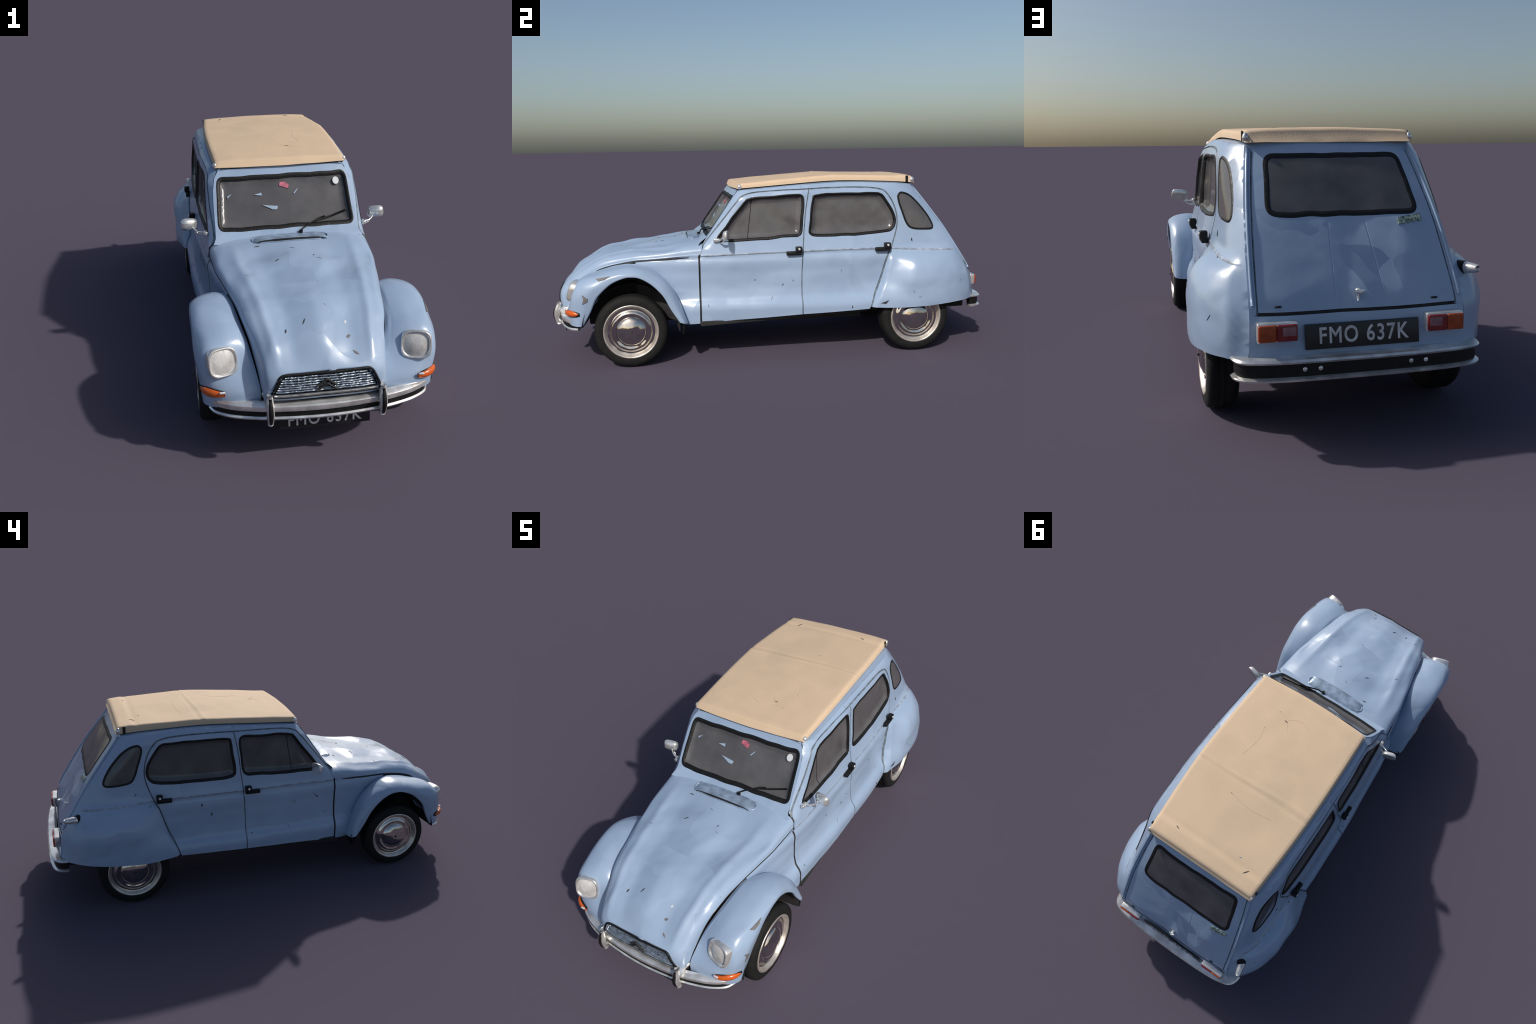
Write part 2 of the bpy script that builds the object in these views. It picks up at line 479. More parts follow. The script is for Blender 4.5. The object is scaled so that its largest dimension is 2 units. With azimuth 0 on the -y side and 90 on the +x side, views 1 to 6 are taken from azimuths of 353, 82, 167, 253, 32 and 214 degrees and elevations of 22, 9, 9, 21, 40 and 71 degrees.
DOOR_F = HINGE+[tuple(p) for p in APILLAR[1:]]+[tuple(p) for p in BSEAM[1:]]
DOOR_R = [tuple(p) for p in BSEAM[::-1]]+[tuple(p) for p in RTOP[1:]]
WING_R = [tuple(p) for p in RTOP[-20:]]
wing_region = [(.415, .15), (.434, .238), (.472, .325), (.503, .425), (.528, .474), (.66, .465), (.75, .461), (.86, .452), (1.0, .44), (1.0, .15)]

def build_side(sgn):
    w = .0062
    fwc, rwc, qwc = inset(FW, w), inset(RW, w), inset(QW, w*.8)
    strips = [
        (jitter(BELT1, .003, 1+sgn), False, .0040, -.0016, "belt"), (jitter(BELT2, .003, 2+sgn), False, .0040, -.0016, "belt2"),
        (jitter(BELT3, .003, 3+sgn), False, .0040, -.0016, "belt3"),
        (jitter(APILLAR, .001, 4), False, .0028, .004, "gutter"),
        (jitter(RTOP, .001, 4), False, .0030, .005, "gutter"), (jitter(BSEAM, .001, 7), False, .0024, .005, "gutter"),
        (HINGE, False, .0042, .009, "seam"),
        (jitter(fwc, .004, 2*sgn), True, w, -.003, "seal_f", .018), (jitter(rwc, .004, 3*sgn), True, w, -.003, "seal_r", .018),
        (jitter(qwc, .002, 5*sgn), True, w*.75, -.003, "seal_q"),
        ([(-.100, .717), (-.108, .648), (-.124, .537)], False, .0018, .002, "divider"),
    ]
    arch = [(-.645+.222*math.cos(k*PI/20), .155+.222*math.sin(k*PI/20)) for k in range(40)]
    regs = [("arch", arch), ("glass_f", fwc), ("glass_r", rwc), ("glass_q", qwc), ("door_f", DOOR_F), ("door_r", DOOR_R), ("wing", wing_region),
            ("scuttle", [(-.7, .1), (-.341, .1), (-.341, .46), (-.335, .49), (-.335, .5), (-.7, .5)])]
    R = sheet(outer_side, strips, side_surface(sgn), .011, regs, "quarter")
    if sgn < 0: R = {k: mirror(*v) for k, v in R.items()}
    q = mk("side_panel", *R["quarter"], PAINT)
    mk("rear_wing", *R["wing"], PAINT)
    mk("front_wing_panel", *R["scuttle"], PAINT)
    mk("inner_arch", *R["arch"], UNDER)
    df = mk("front_door", *R["door_f"], PAINT)
    dr = mk("rear_door", *R["door_r"], PAINT)
    mk("door_joint", *R["seam"], SEAM, df)
    mk("door_gutter", *R["gutter"], GUTTER, q)
    mk("window_seal", *R["seal_f"], RUBBER, df); mk("window_seal", *R["seal_r"], RUBBER, dr); mk("window_seal", *R["seal_q"], RUBBER, q)
    mk("window_glass", *R["glass_f"], GLASS, df); mk("window_glass", *R["glass_r"], GLASS, dr); mk("quarter_window", *R["glass_q"], GLASS, q)
    mk("window_divider", *R["divider"], RUBBER, df)
    mk("belt_crease", *R["belt"], BELTM, df); mk("belt_crease", *R["belt2"], BELTM, dr); mk("belt_crease", *R["belt3"], BELTM, q)
    return df, dr, q

BELTM = simple_mat("mottled_grey_crease", (0.30, 0.35, 0.42), 0.32, var=0.4, scale=35)

# ------------------------------------------------------------------ generic draped decals / chips
def chip(name, surf, poly, mat, parent, off=.0014, flip=False):
    P = [surf(u, v, off) for u, v in poly]
    Q = [surf(u, v, -.0006) for u, v in poly]
    n = len(P); V = P+Q
    F = [tuple(range(n)), tuple(range(2*n-1, n-1, -1))]+[(i, n+i, n+(i+1) % n, (i+1) % n) for i in range(n)]
    if flip: F = [tuple(reversed(f)) for f in F]
    return mk(name, V, F, mat, parent, smooth=False)

# ------------------------------------------------------------------ both sides
sides = {}
for s in (1, -1):
    sides[s] = build_side(s)

def handle(s, parent, y0, y1, z):
    x = side_x((y0+y1)/2, z)
    V, F = box((s*(x+.010), (y0+y1)/2, z-.002), (.020, y1-y0, .017), .004)
    mk("door_handle", V, F, RUBBER, parent)
    V, F = box((s*(x+.013), y1-.013, z+.014), (.024, .028, .026), .004)
    h = mk("handle_lock", V, F, RUBBER, parent)
    V, F = lathe([(0, 0.0001), (.003, .003), (.002, .0055), (-.004, .006)], 14)
    mk("lock_button", [(s*(x+.0255+v[0]), y1-.013+v[1], z+.017+v[2]) for v in V], F if s > 0 else [f[::-1] for f in F], CHROME, parent)
for s in (1, -1):
    handle(s, sides[s][0], .044, .112, .470)
    handle(s, sides[s][1], .450, .518, .475)

# ------------------------------------------------------------------ bonnet
BC = [(-.318, .530), (-.40, .522), (-.48, .509), (-.55, .499), (-.62, .489), (-.71, .473), (-.76, .464), (-.82, .437), (-.86, .415),
      (-.91, .382), (-.95, .345), (-.969, .316), (-.974, .28), (-.970, .25), (-.964, .232)]
BE = [(.299, -.333, .470), (.292, -.41, .464), (.286, -.475, .459), (.273, -.544, .453), (.259, -.623, .448), (.243, -.695, .435),
      (.234, -.75, .422), (.225, -.795, .404), (.214, -.83, .372), (.206, -.858, .337), (.199, -.88, .302), (.195, -.898, .279),
      (.193, -.91, .260), (.190, -.915, .245), (.187, -.917, .237)]
grille_half = lin([.235, .256, .30, .319, .33], [.168, .166, .147, .124, .10])
def bonnet():
    c = catmull(BC, 6); e = catmull(BE, 6)
    n = len(c); m = 91; V = []
    ph = np.linspace(0, PI/2, 500)**1.0; ex = 3.5
    for i in range(n):
        ex = 3.4+1.0*smooth(.5, .8, i/(n-1))
        g = np.sin(ph)**(2/ex); w = np.clip(np.cos(ph), 0, 1)**(2/ex)
        # even spacing along the arc of the section
        X = e[i][0]*g; Y = e[i][1]+(c[i][0]-e[i][1])*w; Z = e[i][2]+(c[i][1]-e[i][2])*w
        L = np.concatenate([[0], np.cumsum(np.sqrt(np.diff(X)**2+np.diff(Y)**2+np.diff(Z)**2))]); L /= L[-1]
        for j in range(m):
            u = -1+2*j/(m-1); s = 1 if u >= 0 else -1
            V.append([s*np.interp(abs(u), L, X), np.interp(abs(u), L, Y), np.interp(abs(u), L, Z)])
    V = np.array(V).reshape(n, m, 3)
    # pressed shape: raised centre spine, shallow hollows, side ridges, then dents
    out = np.zeros_like(V)
    for i in range(n):
        fr = i/(n-1); env = smooth(.0, .18, fr)*(1-smooth(.62, .78, fr))
        for j in range(m):
            x, y, z = V[i, j]; xe = e[i][0]; t = abs(x)/xe
            cw = .045+.02*fr
            d = .006*smooth(.3, .5, fr)*(1-smooth(.62, .86, fr))*math.exp(-(x/(.7*cw))**2)+env*(.004*math.exp(-(x/cw)**2)-.007*math.exp(-((t-.45)/.16)**2)+.006*math.exp(-((t-.74)/.07)**2))
            edge = 1-smooth(.88, 1.0, t)
            k = (1-.7*smooth(.74, .9, fr))*edge*smooth(.05, .2, fr)
            d += (.0105*facet(x, y*.8, .15, 1.7)+.0050*facet(x, y, .085, 3.9))*k
            nrm = np.array((0, -.25-.7*smooth(.6, .9, fr), 1-.6*smooth(.7, .9, fr))); nrm /= np.linalg.norm(nrm)
            out[i, j] = V[i, j]+nrm*d
    clean = out.copy()
    # sunken grille opening in the nose
    for i in range(n):
        for j in range(m):
            x, y, z = out[i, j]
            if y < -.9 and .246 < z < .319 and abs(x) < grille_half(z)-.003: out[i, j, 1] += .020
    F = grid_faces(n, m)
    F = [f[::-1] for f in F]
    # rolled edge along both sides
    Vl = [tuple(p) for p in out.reshape(-1, 3)]
    for side in (0, m-1):
        o = len(Vl); s = -1 if side == 0 else 1
        for i in range(n):
            x, y, z = out[i, side]
            Vl.append((x-s*.012, y, z-.010))
        for i in range(n-1):
            a, b = i*m+side, (i+1)*m+side
            F.append((a, b, o+i+1, o+i) if side else (b, a, o+i, o+i+1))
    ob = mk("bonnet", Vl, F, PAINT)
    return ob, clean, e
BONNET, BV, BEDGE = bonnet()

def bonnet_at(x, y):
    """height of the bonnet skin near (x, y)"""
    d = (BV[:, :, 0]-x)**2+(BV[:, :, 1]-y)**2
    i = np.argpartition(d.ravel(), 4)[:4]
    w = 1/(d.ravel()[i]+1e-6)
    return float((BV.reshape(-1, 3)[i, 2]*w).sum()/w.sum())
def bonnet_surf(x, y, o):
    return (x, y, bonnet_at(x, y)+o)

# dark gap following the bonnet edge
for s in (1, -1):
    path = [(s*(p[0]-.004), p[1]+.002, p[2]-.006) for p in BEDGE]
    V, F = tube(path, .005, 6)
    mk("bonnet_joint", V, F, SEAM, BONNET)

# ------------------------------------------------------------------ front wings
STN = [
    [(.198, -.925, .203), (.26, -.925, .198), (.322, -.907, .193), (.357, -.884, .190), (.370, -.862, .190), (.368, -.845, .194)],
    [(.194, -.915, .246), (.25, -.919, .25), (.31, -.912, .25), (.355, -.890, .25), (.376, -.853, .250), (.377, -.812, .254)],
    [(.203, -.883, .296), (.238, -.882, .303), (.30, -.888, .31), (.36, -.886, .31), (.384, -.840, .310), (.386, -.785, .312)],
    [(.217, -.838, .356), (.242, -.852, .365), (.30, -.872, .365), (.358, -.868, .362), (.387, -.813, .352), (.390, -.750, .350)],
    [(.228, -.795, .388), (.252, -.820, .396), (.30, -.840, .398), (.352, -.832, .392), (.385, -.775, .380), (.391, -.715, .377)],
    [(.237, -.75, .408), (.260, -.760, .416), (.30, -.775, .418), (.354, -.765, .410), (.385, -.725, .402), (.392, -.667, .396)],
    [(.245, -.69, .424), (.266, -.690, .433), (.31, -.690, .436), (.358, -.69, .428), (.386, -.668, .413), (.392, -.633, .399)],
    [(.255, -.62, .432), (.274, -.620, .438), (.31, -.620, .441), (.358, -.62, .431), (.386, -.608, .411), (.391, -.598, .392)],
    [(.266, -.56, .400), (.284, -.555, .415), (.315, -.550, .418), (.357, -.550, .408), (.385, -.550, .385), (.390, -.551, .363)],
    [(.278, -.495, .345), (.29, -.488, .358), (.32, -.483, .362), (.362, -.485, .358), (.386, -.494, .334), (.391, -.503, .312)],
    [(.285, -.45, .270), (.297, -.443, .279), (.327, -.438, .282), (.362, -.44, .280), (.384, -.452, .268), (.389, -.470, .249)],
    [(.295, -.412, .175), (.307, -.406, .175), (.332, -.402, .176), (.360, -.404, .178), (.380, -.413, .182), (.386, -.433, .188)],
]
def front_wing(s):
    rows = []
    for st in STN:
        lip = st[-1]; c = np.array((lip[0], -.645, .155)); L = np.array(lip); d = c-L; d /= np.linalg.norm(d)
        st2 = [np.array(p) for p in st]
        r = catmull(st2, 6)
        r += [L+np.array((-.004, 0, 0))+d*.003, L+np.array((-.016, 0, 0))+d*.001, L+np.array((-.03, 0, 0))-d*.010]
        rows.append(r)
    m = len(rows[0]); cols = [catmull([r[j] for r in rows], 6) for j in range(m)]
    n = len(cols[0]); V = []
    for i in range(n):
        for j in range(m):
            p = cols[j][i].copy()
            if 3 < j < m-5:
                d = dent((s*p[0], p[1], p[2]), .0012, 6)+.0040*facet(i/n*.9, j/m*.35, .15, 2.5+s)
                q = p-np.array((.33, -.645, .155)); q[0] *= .5; q /= np.linalg.norm(q)
                p = p+q*d
            V.append(tuple(p))
    F = [f[::-1] for f in grid_faces(n, m)]
    F = [f[::-1] for f in F]
    if s < 0: V, F = mirror(V, F)
    ob = mk("front_wing", V, F, PAINT)
    # dark liner behind the opening
    prof = [(.20, .195), (.30, .20), (.365, .205), (.382, .21)]
    LV = []; K = 30
    for k in range(K+1):
        a = math.radians(-2+174*k/K)
        for x, r in prof:
            y = -.645+r*math.cos(a)*1.0; z = .155+r*math.sin(a)
            LV.append((s*(x-.004), y*1.0, min(z, .40)))
    mk("wheel_arch_liner", LV, grid_faces(K+1, len(prof)), UNDER, ob)
    # mud flap
    V, F = box((s*.352, -.420, .163), (.050, .008, .056), .003)
    V = [(v[0]-s*.12*max(0, .16-v[2]), v[1]+.12*(v[2]-.158), v[2]) for v in V]
    mk("mud_flap", V, F, RUBBER, ob)
    return ob
WINGS = {s: front_wing(s) for s in (1, -1)}

# ------------------------------------------------------------------ windscreen frame
def ws_surf(x, z, o):
    t = abs(x)/.285
    y = front_y(z)-.009*(1-min(t, 1)**2.5)
    # cowl foot sweeps forward
    y -= .018*smooth(.545, .512, z)
    y += dent((x, 0, z), .0015, 6)
    return (x, y-o*.85, z+o*.5)
def ws_edge(z): return side_x(front_y(z)+.0008, z)
def windscreen():
    zs = [.512, .53, .56, .60, .64, .68, .72, .75, .757]
    rt = [(ws_edge(z)+.0005, z) for z in zs]
    outer = [(-x, z) for x, z in rt[::-1]]+[]
    outer = rt+[(-x, z) for x, z in rt[::-1]]
    win = round_poly([(-.262, .546), (.262, .546), (.250, .724), (-.250, .724)], [.03]*4)
    w = .0075
    wc = jitter(inset(resample(win, .008, True), w), .0035, 3)
    R = sheet(outer, [(wc, True, w, -.0015, "seal", .017)], ws_surf, .011, [("glass", wc)], "frame")
    fr = mk("windscreen_frame", *R["frame"], PAINT)
    mk("windscreen_seal", *R["seal"], RUBBER, fr)
    g = mk("windscreen_glass", *R["glass"], GLASS, fr)
    gs = lambda x, z, o: ws_surf(x, z, o-.0155)
    gs2 = lambda x, z, o: ws_surf(x, z, o-.009)
    circ = [(.210+.0125*math.cos(a*PI/8), .692+.0125*math.sin(a*PI/8)) for a in range(16)]
    chip("round_sticker", gs2, circ, WHITE, fr)
    chip("small_sticker", gs, [(-.012, .688), (.022, .678), (.026, .690), (.006, .706), (-.008, .700)], PINK, fr)
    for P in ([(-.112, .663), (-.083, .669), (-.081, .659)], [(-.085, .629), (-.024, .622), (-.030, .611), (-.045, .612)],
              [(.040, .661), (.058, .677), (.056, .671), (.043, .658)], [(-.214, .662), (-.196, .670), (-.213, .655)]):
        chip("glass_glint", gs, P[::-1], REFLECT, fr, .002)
    return fr
WS = windscreen()
# wiper: pivot on the cowl, arm and blade
def wp(x, z, o): return np.array(ws_surf(x, z, o))
V, F = tube([wp(.048, .537, .006), wp(.07, .548, .014), wp(.125, .572, .002), wp(.148, .577, -.004)], .0032, 8)
WIP = mk("wiper_arm", V, F, RUBBER, WS)
V, F = tube([wp(.075, .553, .002), wp(.12, .566, -.006), wp(.17, .577, -.010), wp(.232, .592, -.010)], .0034, 6)
mk("wiper_blade", V, F, RUBBER, WIP)
V, F = tube([wp(.048, .531, .0), wp(.048, .536, .012)], .007, 10); mk("wiper_pivot", V, F, RUBBER, WIP)

# air intake on the scuttle
def vent():
    n = 41; V = []; m = 13
    for i in range(n):
        u = -1+2*i/(n-1); x = .136*u
        k = max(0, 1-abs(u)**6)**.5
        for j in range(m):
            a = j/(m-1)
            y = -.383+.052*a; h = .009*k*math.cos(a*PI/2)**.6
            V.append((x, y+.018*u*u*0, bonnet_at(x, max(-.39, y))+.001+h))
    mkv = mk("air_intake", V, [f for f in grid_faces(n, m)], INTAKE, BONNET)
    # dark mouth
    MV = []
    for i in range(n):
        u = -1+2*i/(n-1); x = .128*u; k = max(0, 1-abs(u)**6)**.5
        z = bonnet_at(x, -.384)
        MV += [(x, -.3838, z+.0005), (x, -.3838, z+.001+.0075*k)]
    mk("intake_mouth", MV, grid_faces(n, 2), SEAM, mkv)
    # rim bead round it
    ring = []
    for k in range(64):
        a = 2*PI*k/64; cx = abs(math.cos(a))**.55*math.copysign(1, math.cos(a)); sy = abs(math.sin(a))**.8*math.copysign(1, math.sin(a))
        x = .142*cx; y = -.358+.030*sy
        ring.append((x, y, bonnet_at(x, y)+.0015))
    V, F = tube(ring+[ring[0]], .0026, 6)
    mk("intake_rim", V, F, INTAKE, mkv)
INTAKE = simple_mat("worn_intake_metal", (0.26, 0.34, 0.45), 0.28, 0.2, var=0.35, scale=30)
vent()

# ------------------------------------------------------------------ roof
def roof_skin():
    V = []; ys = np.linspace(-.165, .644, 40); us = np.linspace(-1, 1, 21)
    for y in ys:
        xe = side_x(y, roofline(y)-.006)+.0005
        for u in us:
            V.append((xe*u, y, roofline(y)-.006+.012*(1-abs(u)**3)))
    return mk("roof_panel", V, [f[::-1] for f in grid_faces(len(ys), len(us))], PAINT)
ROOF = roof_skin()

canvas_half = curve1d([-.19, -.15, .05, .28, .45, .62, .67], [.254, .255, .262, .265, .259, .249, .247])
canvas_top = curve1d([-.19, -.165, -.1, .035, .15, .28, .42, .56, .64, .66], [.770, .779, .786, .798, .806, .8115, .810, .806, .803, .800])
def canvas():
    ny, nu = 110, 45; V = []
    # cross-section (u: 0 centre .. 1 rim bottom)
    for i in range(ny):
        t = i/(ny-1)
        for j in range(nu):
            u = -1+2*j/(nu-1); a = abs(u); s = 1 if u >= 0 else -1
            if a < .86: fx = a/.86*.965; dz = 0.0
            else:
                q = (a-.86)/.14*PI/2
                fx = .965+.035*math.sin(q) if q < 1.2 else .965+.035*math.sin(1.2)-.0*(q-1.2)
                dz = 1-math.cos(q)
            yf = -.174+.012*fx**2
            y = yf+(.664-yf)*t
            w = canvas_half(y); zc = canvas_top(y); zb = roofline(y)+.0015
            ztop = zc-(.007+.001*smooth(.3, .65, y))*fx**2
            z = ztop+(zb-ztop)*dz
            # round the front and rear rolls
            if t < .016: z -= (ztop-zb)*.9*(1-math.sqrt(max(0, 1-(1-t/.016)**2)))*(1-dz)
            if t > .98: z -= (ztop-zb)*1.0*(1-math.sqrt(max(0, 1-((t-.98)/.02)**2)))*(1-dz)
            x = s*fx*w
            wr = noise.noise(Vector((x*5, y*5, 1)))*.0022+noise.noise(Vector((x*14, y*9, 4)))*.0012
            rg = .0020*math.exp(-((y-.285-.01*math.sin(x*9))/.007)**2)-.002*math.exp(-((y-.300)/.006)**2)
            rg += .001*math.exp(-((y-.60)/.012)**2)-.0015*math.exp(-((y-.575)/.012)**2)
            sag = -.004*math.exp(-((y-.45)/.08)**2-((x+.08)/.12)**2)
            V.append((x, y, z+(wr+rg+sag)*(1-dz)))
    F = [f[::-1] for f in grid_faces(ny, nu)]
    o = len(V)
    # underside return
    for j in range(nu): V.append((V[j][0]*.97, V[j][1]+.012, roofline(-.16)-.003))
    for j in range(nu-1): F.append((j, j+1, o+j+1, o+j))
    o = len(V); b = (ny-1)*nu
    for j in range(nu): V.append((V[b+j][0]*.97, V[b+j][1]-.012, roofline(.64)-.004))
    for j in range(nu-1): F.append((b+j+1, b+j, o+j, o+j+1))
    return mk("canvas_roof", V, F, CANVAS)
CAN = canvas()
def sphere(c, r, n=12, sc=(1, 1, 1)):
    V = []; F = []
    for i in range(n+1):
        a = PI*i/n
        for k in range(2*n):
            b = PI*k/n
            V.append((c[0]+r*sc[0]*math.sin(a)*math.cos(b), c[1]+r*sc[1]*math.sin(a)*math.sin(b), c[2]+r*sc[2]*math.cos(a)))
    F = [f for f in grid_faces(n+1, 2*n, False, True)]
    return V, F
for s in (1, -1):
    V, F = sphere((s*.2505, -.150, .7615), .0105, 10, (.9, 1, 1.1)); mk("roof_end_cap", V, F, CHROME, CAN)
    V, F = sphere((s*.2425, .653, .7765), .0130, 10, (.7, .9, 1.1)); mk("roof_end_cap", V, F, CHROME, CAN)
    V, F = box((s*.2475, .628, .781), (.004, .012, .030), .001); mk("roof_strap", V, F, RUBBER, CAN)
# dark joint under the front lip
V, F = tube([(x, -.160, .7515) for x in np.linspace(-.228, .228, 21)], .005, 6); mk("roof_joint", V, F, SEAM, CAN)

# ------------------------------------------------------------------ tailgate and rear panel
def tail_edge(z): return side_x(edge_y(z)-.0008, z)
crown = curve1d([.20, .34, .40, .57, .70, .76], [.004, .008, .010, .014, .019, .017])
def tail_surf(x, z, o):
    xe = tail_edge(z); t = min(abs(x)/xe, 1)
    y = edge_y(z)+crown(z)*(1-t**4)
    y += (.0014*dent((x, 2.0, z), 1, 5)+.0065*facet(x, z, .14, 2.2)+.0022*facet(x, z, .07, 4.1))*(1-t**6)*(1 if z < .56 else .5)
    return (x, y+o*.8, z+o*.55)
def tailgate():
    zs = [.222, .25, .29, .335, .36, .40, .45, .50, .55, .60, .65, .70, .735, .752, .764]
    rt = [(tail_edge(z)+.0005, z) for z in zs]
    outer = rt+[(-x, z) for x, z in rt[::-1]]
    win = round_poly([(-.218, .566), (.218, .566), (.199, .733), (-.199, .733)], [.034]*4)
    w = .0072
    wc = jitter(inset(resample(win, .008, True), w), .0035, 11)
    low = [(-.268, .341), (-.1, .339), (.1, .339), (.268, .341)]
    def ed(z): return tail_edge(z)-.020
    L = [(ed(z), z) for z in (.341, .40, .47, .54, .61, .68, .74)]
    strips = [(wc, True, w, -.0022, "seal"), (low, False, .0042, .008, "joint"),
              (L, False, .0022, .004, "gutter"), ([(-x, z) for x, z in L], False, .0022, .004, "gutter"),
              ([(.052, .545), (.058, .45), (.062, .36)], False, .0024, .0010, "press"),
              ([(-.052, .545), (-.062, .45), (-.070, .36)], False, .0024, .0010, "press")]
    gate = [(x, z) for x, z in L]+[(-x, z) for x, z in L[::-1]]
    R = sheet(outer, strips, tail_surf, .011, [("glass", wc), ("gate", gate), ("panel", [(-1, .1), (1, .1), (1, .341), (-1, .341)])], "rim")
    R = {k: (v[0], [f[::-1] for f in v[1]]) for k, v in R.items()}
    g = mk("tailgate", *R["gate"], PAINT)
    mk("tailgate_surround", *R["rim"], PAINT)
    p = mk("rear_panel", *R["panel"], PAINT)
    mk("pressed_line", *R["press"], PAINT, g)
    mk("tailgate_joint", *R["joint"], SEAM, g)
    mk("tailgate_gutter", *R["gutter"], GUTTER, g)
    mk("window_seal", *R["seal"], RUBBER, g)
    mk("rear_window", *R["glass"], GLASS, g)
    chip("printed_sticker", tail_surf, [(-.145, .540), (-.214, .548), (-.216, .565), (-.146, .557)], GREEN, g, .004)
    # side trim strips
    for s in (1, -1):
        pts = [tail_surf(s*(tail_edge(z)-.008), z, .002) for z in np.linspace(.36, .75, 18)]
        V, F = tube(pts, .0042, 8); mk("tailgate_trim", V, F, PAINT, g)
    # catch handle
    c = np.array(tail_surf(0, .384, 0))
    V, F = tube([c+(0, -.003, 0), c+(0, .016, 0)], [.008, .006], 10); h = mk("tailgate_handle", V, F, CHROME, g)
    V, F = tube([c+(-.012, .014, .002), c+(0, .018, 0), c+(.014, .013, .001)], [.003, .006, .003], 8); mk("handle_grip", V, F, CHROME, h)
    V, F = tube([c+(0, .012, -.003), c+(.004, .010, -.026)], [.004, .002], 8); mk("handle_lever", V, F, CHROME, h)
    for x in (.215, -.205):
        V, F = box(tail_surf(x, .357, .002), (.016, .004, .004)); mk("tailgate_stop", V, F, RUBBER, g)
    return g, p
GATE, RPANEL = tailgate()

def text(body, width, height, mat, parent, M):
    cu = bpy.data.curves.new("plate_text", 'FONT'); cu.body = body; cu.size = 1
    cu.extrude = .03; cu.bevel_depth = 0.016; cu.bevel_resolution = 0; cu.offset = 0.0; cu.space_character = 1.16
    t = bpy.data.objects.new("plate_text", cu); bpy.context.scene.collection.objects.link(t)
    bpy.context.view_layer.update()
    me = bpy.data.meshes.new_from_object(t.evaluated_get(bpy.context.evaluated_depsgraph_get()))
    bpy.data.objects.remove(t)
    co = np.array([v.co for v in me.vertices]); lo, hi = co.min(0), co.max(0)
    for v in me.vertices:
        p = Vector(((v.co.x-(lo[0]+hi[0])/2)/(hi[0]-lo[0])*width, (v.co.y-(lo[1]+hi[1])/2)/(hi[1]-lo[1])*height, v.co.z/.046*.0012))
        v.co = M @ p
    me.materials.clear(); me.materials.append(mat); me.name = "plate_lettering"
    return link(bpy.data.objects.new("plate_lettering", me), parent)

# rear number plate
V, F = box((0, 0, 0), (.304, .006, .064), .002)
tilt = Matrix.Translation((0, .9565, .2815)) @ Matrix.Rotation(math.radians(8), 4, 'X')
rp = mk("number_plate", xf(V, tilt), F, PLATE, RPANEL)
text("FMO 637K", .238, .043, LETTER, rp, tilt @ Matrix.Translation((-.004, .0032, .002)) @ Matrix.Rotation(PI, 4, 'Z') @ Matrix.Rotation(PI/2, 4, 'X'))

# tail lights
for s in (1, -1):
    root = mk("tail_light", *box((s*.2225, .952, .300), (.103, .024, .049), .004), CHROME)
    V, F = box((s*.2495, .960, .299), (.046, .022, .043), .004); mk("amber_lens", V, F, AMBER, root)
    V, F = box((s*.2000, .960, .299), (.053, .022, .043), .004); mk("red_lens", V, F, RED, root)
    V, F = box((s*.1945, .9705, .303), (.034, .003, .022), .001); mk("reflector", V, F, PALE, root)

# ------------------------------------------------------------------ bumpers
def bumper(name, path, section, mats):
    """path: plan curve with outward normals; section: list of strips, each a list of (out, z)"""
    path = [np.array(p, float) for p in path]
    root = None
    for (nm, sec), mat in zip(section, mats):
        rows = []
        for i, p in enumerate(path):
            t = path[min(i+1, len(path)-1)]-path[max(i-1, 0)]; t /= np.linalg.norm(t)
            nrm = np.array((t[1], -t[0], 0.0))
            rows.append([p+nrm*o+np.array((0, 0, z)) for o, z in sec])
        V, F = sweep(path, rows)
        F = [f[::-1] for f in F]
        ob = mk(nm, V, F, mat, root, angle=40)
        if root is None: root = ob
    return root
FPTS = [(-.362, -.868, 0), (-.345, -.898, 0), (-.30, -.925, 0), (-.235, -.944, 0), (-.17, -.958, 0), (-.08, -.968, 0), (0, -.971, 0), (.08, -.968, 0),
                 (.17, -.958, 0), (.235, -.944, 0), (.30, -.925, 0), (.345, -.898, 0), (.362, -.868, 0)]
fpath = catmull([(x*(.985 if abs(x) < .3 else .955), y+.001, z) for x, y, z in FPTS], 4)
FB = bumper("front_bumper", fpath, [
    ("front_bumper", [(-.016, .222), (.0, .221), (.009, .214), (.0105, .203), (.007, .197), (-.004, .195), (-.016, .197)]),
    ("bumper_rubber", [(-.014, .1965), (.004, .1965), (.0055, .188), (.004, .178), (-.014, .178)]),
    ("bumper_lower_strip", [(-.014, .178), (.005, .178), (.009, .173), (.006, .167), (-.014, .168)])], [CHROME, RUBBER, CHROME])
rpath = catmull([(.324, .915, 0), (.321, .938, 0), (.306, .960, 0), (.27, .972, 0), (.2, .981, 0), (.1, .985, 0), (0, .986, 0), (-.1, .985, 0), (-.2, .981, 0),
                 (-.27, .972, 0), (-.306, .960, 0), (-.321, .938, 0), (-.324, .915, 0)], 4)
RB = bumper("rear_bumper", rpath, [
    ("rear_bumper", [(-.030, .237), (-.008, .237), (.008, .236), (.013, .231), (.010, .226), (-.004, .225), (-.030, .226)]),
    ("bumper_rubber", [(-.02, .2265), (.002, .2265), (.004, .205), (.002, .191), (-.02, .191)]),
    ("bumper_lower_strip", [(-.02, .191), (.004, .191), (.013, .186), (.011, .181), (-.004, .179), (-.02, .181)])], [CHROME, RUBBER, CHROME])
